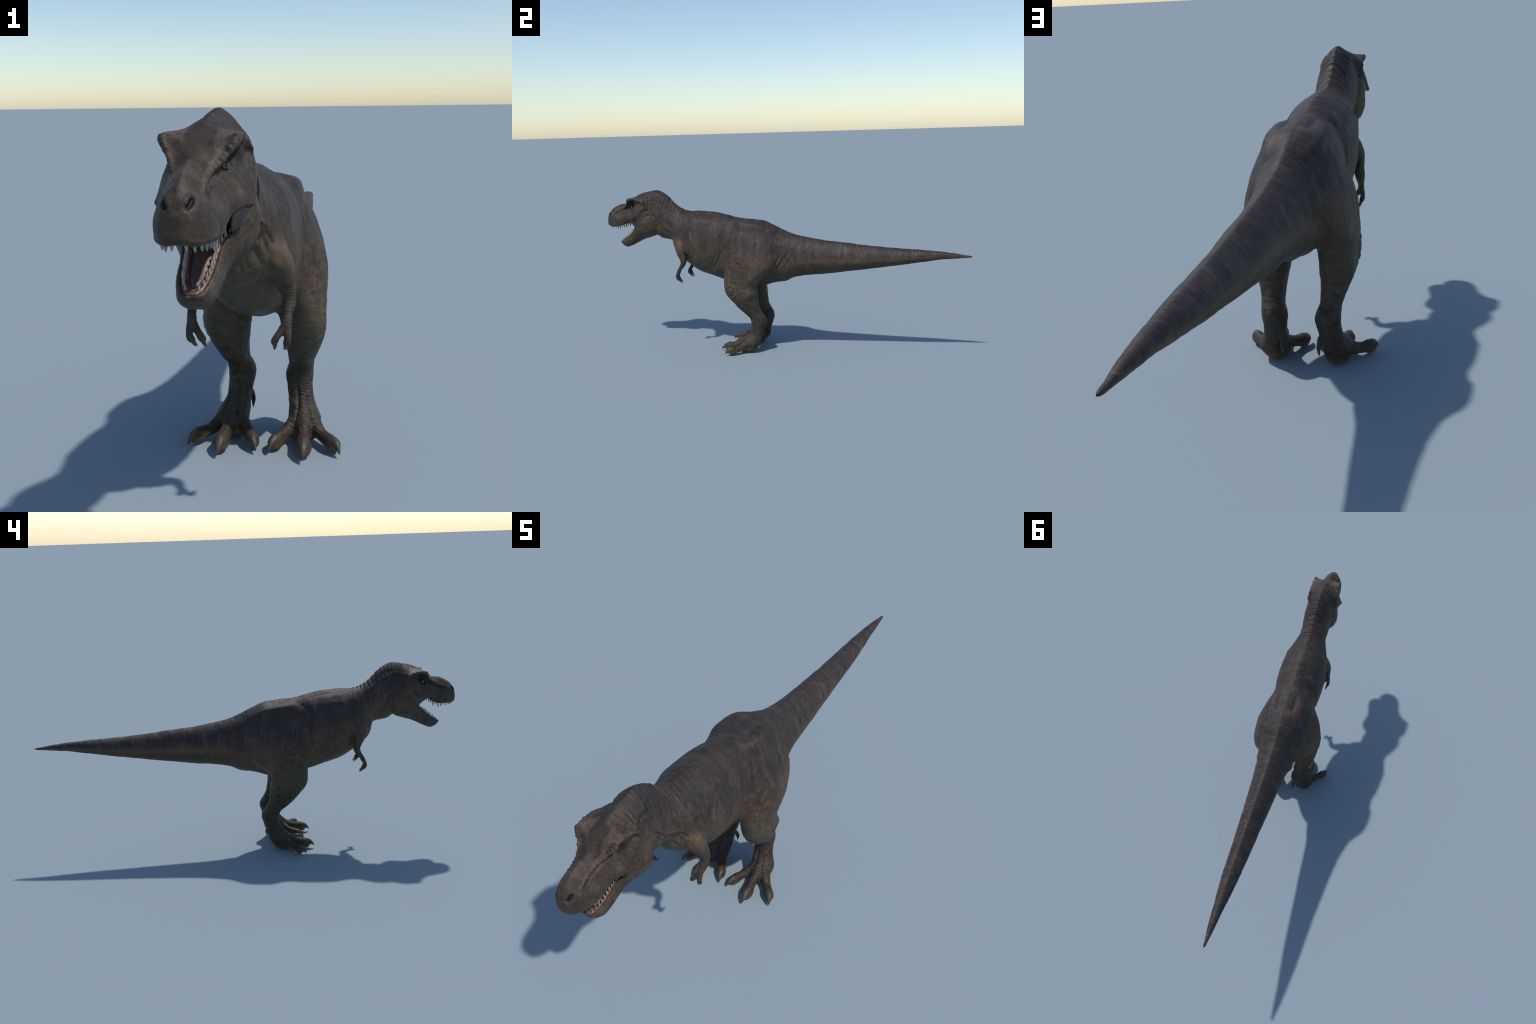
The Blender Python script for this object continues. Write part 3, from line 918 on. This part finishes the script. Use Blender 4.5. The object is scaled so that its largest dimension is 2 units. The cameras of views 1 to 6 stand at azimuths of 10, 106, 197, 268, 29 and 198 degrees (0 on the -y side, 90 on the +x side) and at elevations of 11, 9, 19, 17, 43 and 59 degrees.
# claws
CLAWS = {
    'outer': ([(.1735, -.2215, .0290), (.1800, -.2325, .0300), (.1885, -.2460, .0255), (.1945, -.2560, .0165), (.1978, -.2622, .0075)], [.0085, .0112, .0092, .0050, .0004], [.0090, .0130, .0110, .0058, .0004]),
    'middle': ([(.1045, -.2540, .0330), (.1060, -.2680, .0345), (.1070, -.2850, .0300), (.1078, -.3000, .0200), (.1083, -.3103, .0080)], [.0090, .0128, .0108, .0060, .0004], [.0100, .0140, .0120, .0066, .0004]),
    'inner': ([(.0365, -.2240, .0290), (.0312, -.2365, .0300), (.0242, -.2520, .0255), (.0190, -.2640, .0165), (.0156, -.2722, .0075)], [.0085, .0112, .0092, .0050, .0004], [.0090, .0130, .0110, .0058, .0004]),
    'dew': ([(.0535, -.0840, .0720), (.0537, -.0835, .0655), (.0540, -.0835, .0560), (.0545, -.0866, .0460)], [.0040, .0048, .0032, .0003], [.0040, .0048, .0032, .0003]),
}
for p, rx, rz in CLAWS.values():
    r = tube_rings(p, rx, rz, n=18)
    loft_object('claw', r, CLAW, PART['foot_L']); loft_object('claw', mirrored(r), CLAW, PART['foot_R'])
FCLAWS = [([(.0775, -.5520, .3910), (.0765, -.5475, .3850), (.0750, -.5400, .3760), (.0730, -.5300, .3675)], [.0046, .0048, .0032, .0003]),
          ([(.1005, -.5485, .3885), (.0990, -.5440, .3825), (.0965, -.5365, .3740), (.0940, -.5275, .3690)], [.0050, .0050, .0034, .0003])]
for p, r0 in FCLAWS:
    r = tube_rings(p, r0, n=14)
    loft_object('claw', r, CLAW, PART['hand_L']); loft_object('claw', mirrored(r), CLAW, PART['hand_R'])

LIDS = []
# eyes: local z axis looks forward and outward
for sx in (1, -1):
    s = Shell()
    ph = np.linspace(.02, math.pi - .02, 24); an = np.linspace(0, 2 * math.pi, 32, endpoint=False)
    s.loft([np.stack([math.sin(a) * np.cos(an), math.sin(a) * np.sin(an), np.full(32, math.cos(a))], 1) for a in ph])
    ob = new_mesh_object('eye', s.v, s.f)
    for p in ob.data.polygons:
        p.use_smooth = True
    ob.location = (sx * .0372, -.8345, .7793); ob.scale = (.0091,) * 3
    ob.rotation_mode = 'QUATERNION'
    ob.rotation_quaternion = Vector((sx * .72, -.68, .12)).to_track_quat('Z', 'Y')
    adopt(ob, PART['head'], EYE)
    quat = Vector((sx * .80, -.60, .0)).to_track_quat('Z', 'Y')
    for lo_, hi_ in ((-1.35, -.50), (.50, 1.35)):
        el = np.linspace(lo_, hi_, 9); az = np.linspace(-1.35, 1.35, 19)
        grid = [[Vector((math.cos(e * math.cos(a * .9)) * math.sin(a), math.sin(e * math.cos(a * .9)), math.cos(e * math.cos(a * .9)) * math.cos(a))) for a in az] for e in el]
        grid = [[list(quat @ (p * .0101) + Vector((sx * .0372, -.8345, .7793))) for p in r] for r in grid]
        LIDS.append(grid)

# mouth: palate and floor linings follow the lofts just proud of the skin
def patch_object(name, grid, thick, mat, parent):
    grid = np.asarray(grid); r, c = grid.shape[:2]
    v = grid.reshape(-1, 3)
    f = [(i * c + j, i * c + j + 1, (i + 1) * c + j + 1, (i + 1) * c + j) for i in range(r - 1) for j in range(c - 1)]
    ob = new_mesh_object(name, v, f)
    md = ob.modifiers.new('depth', 'SOLIDIFY'); md.thickness = thick; md.offset = 0
    for p in ob.data.polygons:
        p.use_smooth = True
    return adopt(ob, parent, mat)


for grid in LIDS:
    patch_object('eyelid', grid, .0016, LID, PART['head'])

yy, R = head_sections()
g = []
for y, p in zip(yy, R):
    if -.985 < y < -.75:
        xs = np.linspace(-1, 1, 21) * (p[7, 0] + .001)
        zc = p[8, 1] - .003; zl = p[7, 1] - .003
        u = np.abs(xs) / (p[7, 0] + .001)
        ridge = -.0015 * np.exp(-(u / .12) ** 2)
        g.append(np.stack([xs, np.full(21, y), zc + (zl - zc) * u ** 2 + ridge], 1))
patch_object('palate', g, .003, PALATE, PART['head'])
g = []
for row in jaw_rows(90):
    ty, tz, by, bz, wd, xl, fl = row
    if xl < .0205 or ty > -.752:
        continue
    xi = xl - .007
    xs = np.linspace(-1, 1, 25) * xi
    u = np.abs(xs) / xi
    s_ = fl + .03 + (.93 - fl - .03) * u ** 2.2
    g.append(np.stack([xs, by + (ty - by) * s_, bz + (tz - bz) * s_], 1))
patch_object('mouth_floor', g, .003, GUM, PART['jaw'])

# gum ridges carrying the teeth
upper = np.stack([R[:, 6, 0] * .5 + R[:, 7, 0] * .5, yy + .003 * smoothstep(-.96, -1, yy), R[:, 7, 1] + .0005], 1)
upper[:, 1] += .005; upper[:, 0] *= np.interp(yy, [-.96, -.92, -.86], [.95, .90, .72])
upper = upper[(yy > -.972) & (yy < -.850)]
upper = np.vstack([[(.002, -.9830, .6770), (.010, -.9815, .6765), (.018, -.9775, .6755), (.025, -.9725, .6750)], upper])
jr = jaw_rows(140)
lower = np.stack([np.maximum(jr[:, 5] - .0095, 0), jr[:, 2] + (jr[:, 0] - jr[:, 2]) * .955 + .002, jr[:, 3] + (jr[:, 1] - jr[:, 3]) * .955], 1)
lower[:, 1] += .003
lower = lower[(jr[:, 5] > .016) & (jr[:, 0] < -.812)]


def arch(half):
    """Left half path -> full U from one side over the front to the other."""
    h = np.asarray(half)
    return np.vstack([h[::-1], h * [-1, 1, 1]])


def resample(P, n):
    L = np.r_[0, np.cumsum(np.linalg.norm(np.diff(P, axis=0), axis=1))]
    s = np.linspace(0, L[-1], n)
    return np.stack([np.interp(s, L, P[:, k]) for k in range(3)], 1), L[-1]


for name, half, rr, mat, par in (('upper_gum', upper, .0042, PALATE, 'head'), ('lower_gum', lower, .0037, GUM, 'jaw')):
    path, _ = resample(arch(half), 60)
    rad = np.full(60, rr) * (1 + .12 * np.sin(np.arange(60) * 1.4))
    rad[0] = rad[-1] = .001
    loft_object(name, tube_rings(path, rad, rad, k=2, n=12, side=(0, 0, 1)), mat, PART[par])


def tooth(base, direction, back, length, width, parent):
    d = np.asarray(direction, float); d /= np.linalg.norm(d)
    b = np.asarray(back, float)
    pts = [base - d * .003, base + d * length * .15, base + d * length * .55 + b * length * .05, base + d * length * .85 + b * length * .14, base + d * length + b * length * .22]
    rx = [width * .85, width, width * .78, width * .40, .0002]
    loft_object('tooth', tube_rings(pts, rx, [q * 1.15 for q in rx], k=4, n=12, side=(1, 0, .01)), TOOTH, parent)


# upper teeth: lengths from the front to the back of one side
UL = [.0075, .0085, .0075, .0100, .0090, .0150, .0200, .0115, .0185, .0145, .0110, .0085]
Lh, tot = resample(upper, 200)
for k, ln in enumerate(UL):
    s = .015 + .97 * (k + .5) / len(UL)
    p = Lh[int(s * 199)]
    for sx in (1, -1):
        l2 = ln * random.uniform(.88, 1.12)
        tooth(p * [sx, 1, 1] + [0, 0, -.0020], (sx * .05, .02, -1), (0, .6, 0), l2 + .004, .0024 + l2 * .075, PART['head'])
LLn = [.0075, .0085, .0130, .0105, .0160, .0175, .0140, .0115, .0125, .0100, .0090, .0075]
Lh, tot = resample(lower, 200)
for k, ln in enumerate(LLn):
    s = .015 + .95 * (k + .5) / len(LLn)
    p = Lh[int(s * 199)]
    for sx in (1, -1):
        l2 = ln * random.uniform(.88, 1.12)
        tooth(p * [sx, 1, 1] + [0, 0, .0030], (sx * .08, -.20, 1), (0, .6, .3), l2 + .002, .0020 + l2 * .075, PART['jaw'])

# tongue
tp = [(0, -.900, .588), (0, -.892, .593), (0, -.872, .6035), (0, -.848, .6215), (0, -.822, .640), (0, -.797, .660), (0, -.765, .680)]
tr = tube_rings(tp, [.003, .0095, .0150, .0180, .0220, .030, .040], [.003, .006, .007, .008, .009, .011, .014], k=6, n=32)
out = []
for r in tr:
    c = r.mean(0); q = r.copy()
    u = (r[:, 0] / max(np.abs(r[:, 0]).max(), 1e-6))
    upm = r[:, 2] > c[2]
    q[:, 2] -= upm * .0028 * np.exp(-(u / .16) ** 2)
    out.append(q)
loft_object('tongue', out, TONGUE, PART['jaw'])

# cheek skin stretched between the lips at the corners of the mouth
up = np.array([(.055, -.856, .702), (.064, -.842, .709), (.073, -.825, .714), (.0765, -.805, .719), (.0775, -.785, .733), (.0765, -.767, .747), (.071, -.750, .757), (.062, -.738, .762)])
lo = np.array([(.045, -.818, .664), (.051, -.812, .669), (.058, -.806, .676), (.066, -.792, .684), (.0725, -.778, .702), (.0735, -.764, .724), (.069, -.750, .742), (.060, -.738, .757)])
U = catmull(up, 5); Lw = catmull(lo, 5)
g = []
for a, b in zip(U, Lw):
    row = []
    for s in np.linspace(0, 1, 12):
        p = a * (1 - s) + b * s
        p = p + np.array([-.003, .006, 0]) * math.sin(math.pi * s)
        row.append(p)
    g.append(row)
g = np.array(g)
patch_object('cheek_membrane', g, .004, CHEEK, PART['head'])
patch_object('cheek_membrane', g[:, ::-1] * [-1, 1, 1], .004, CHEEK, PART['head'])
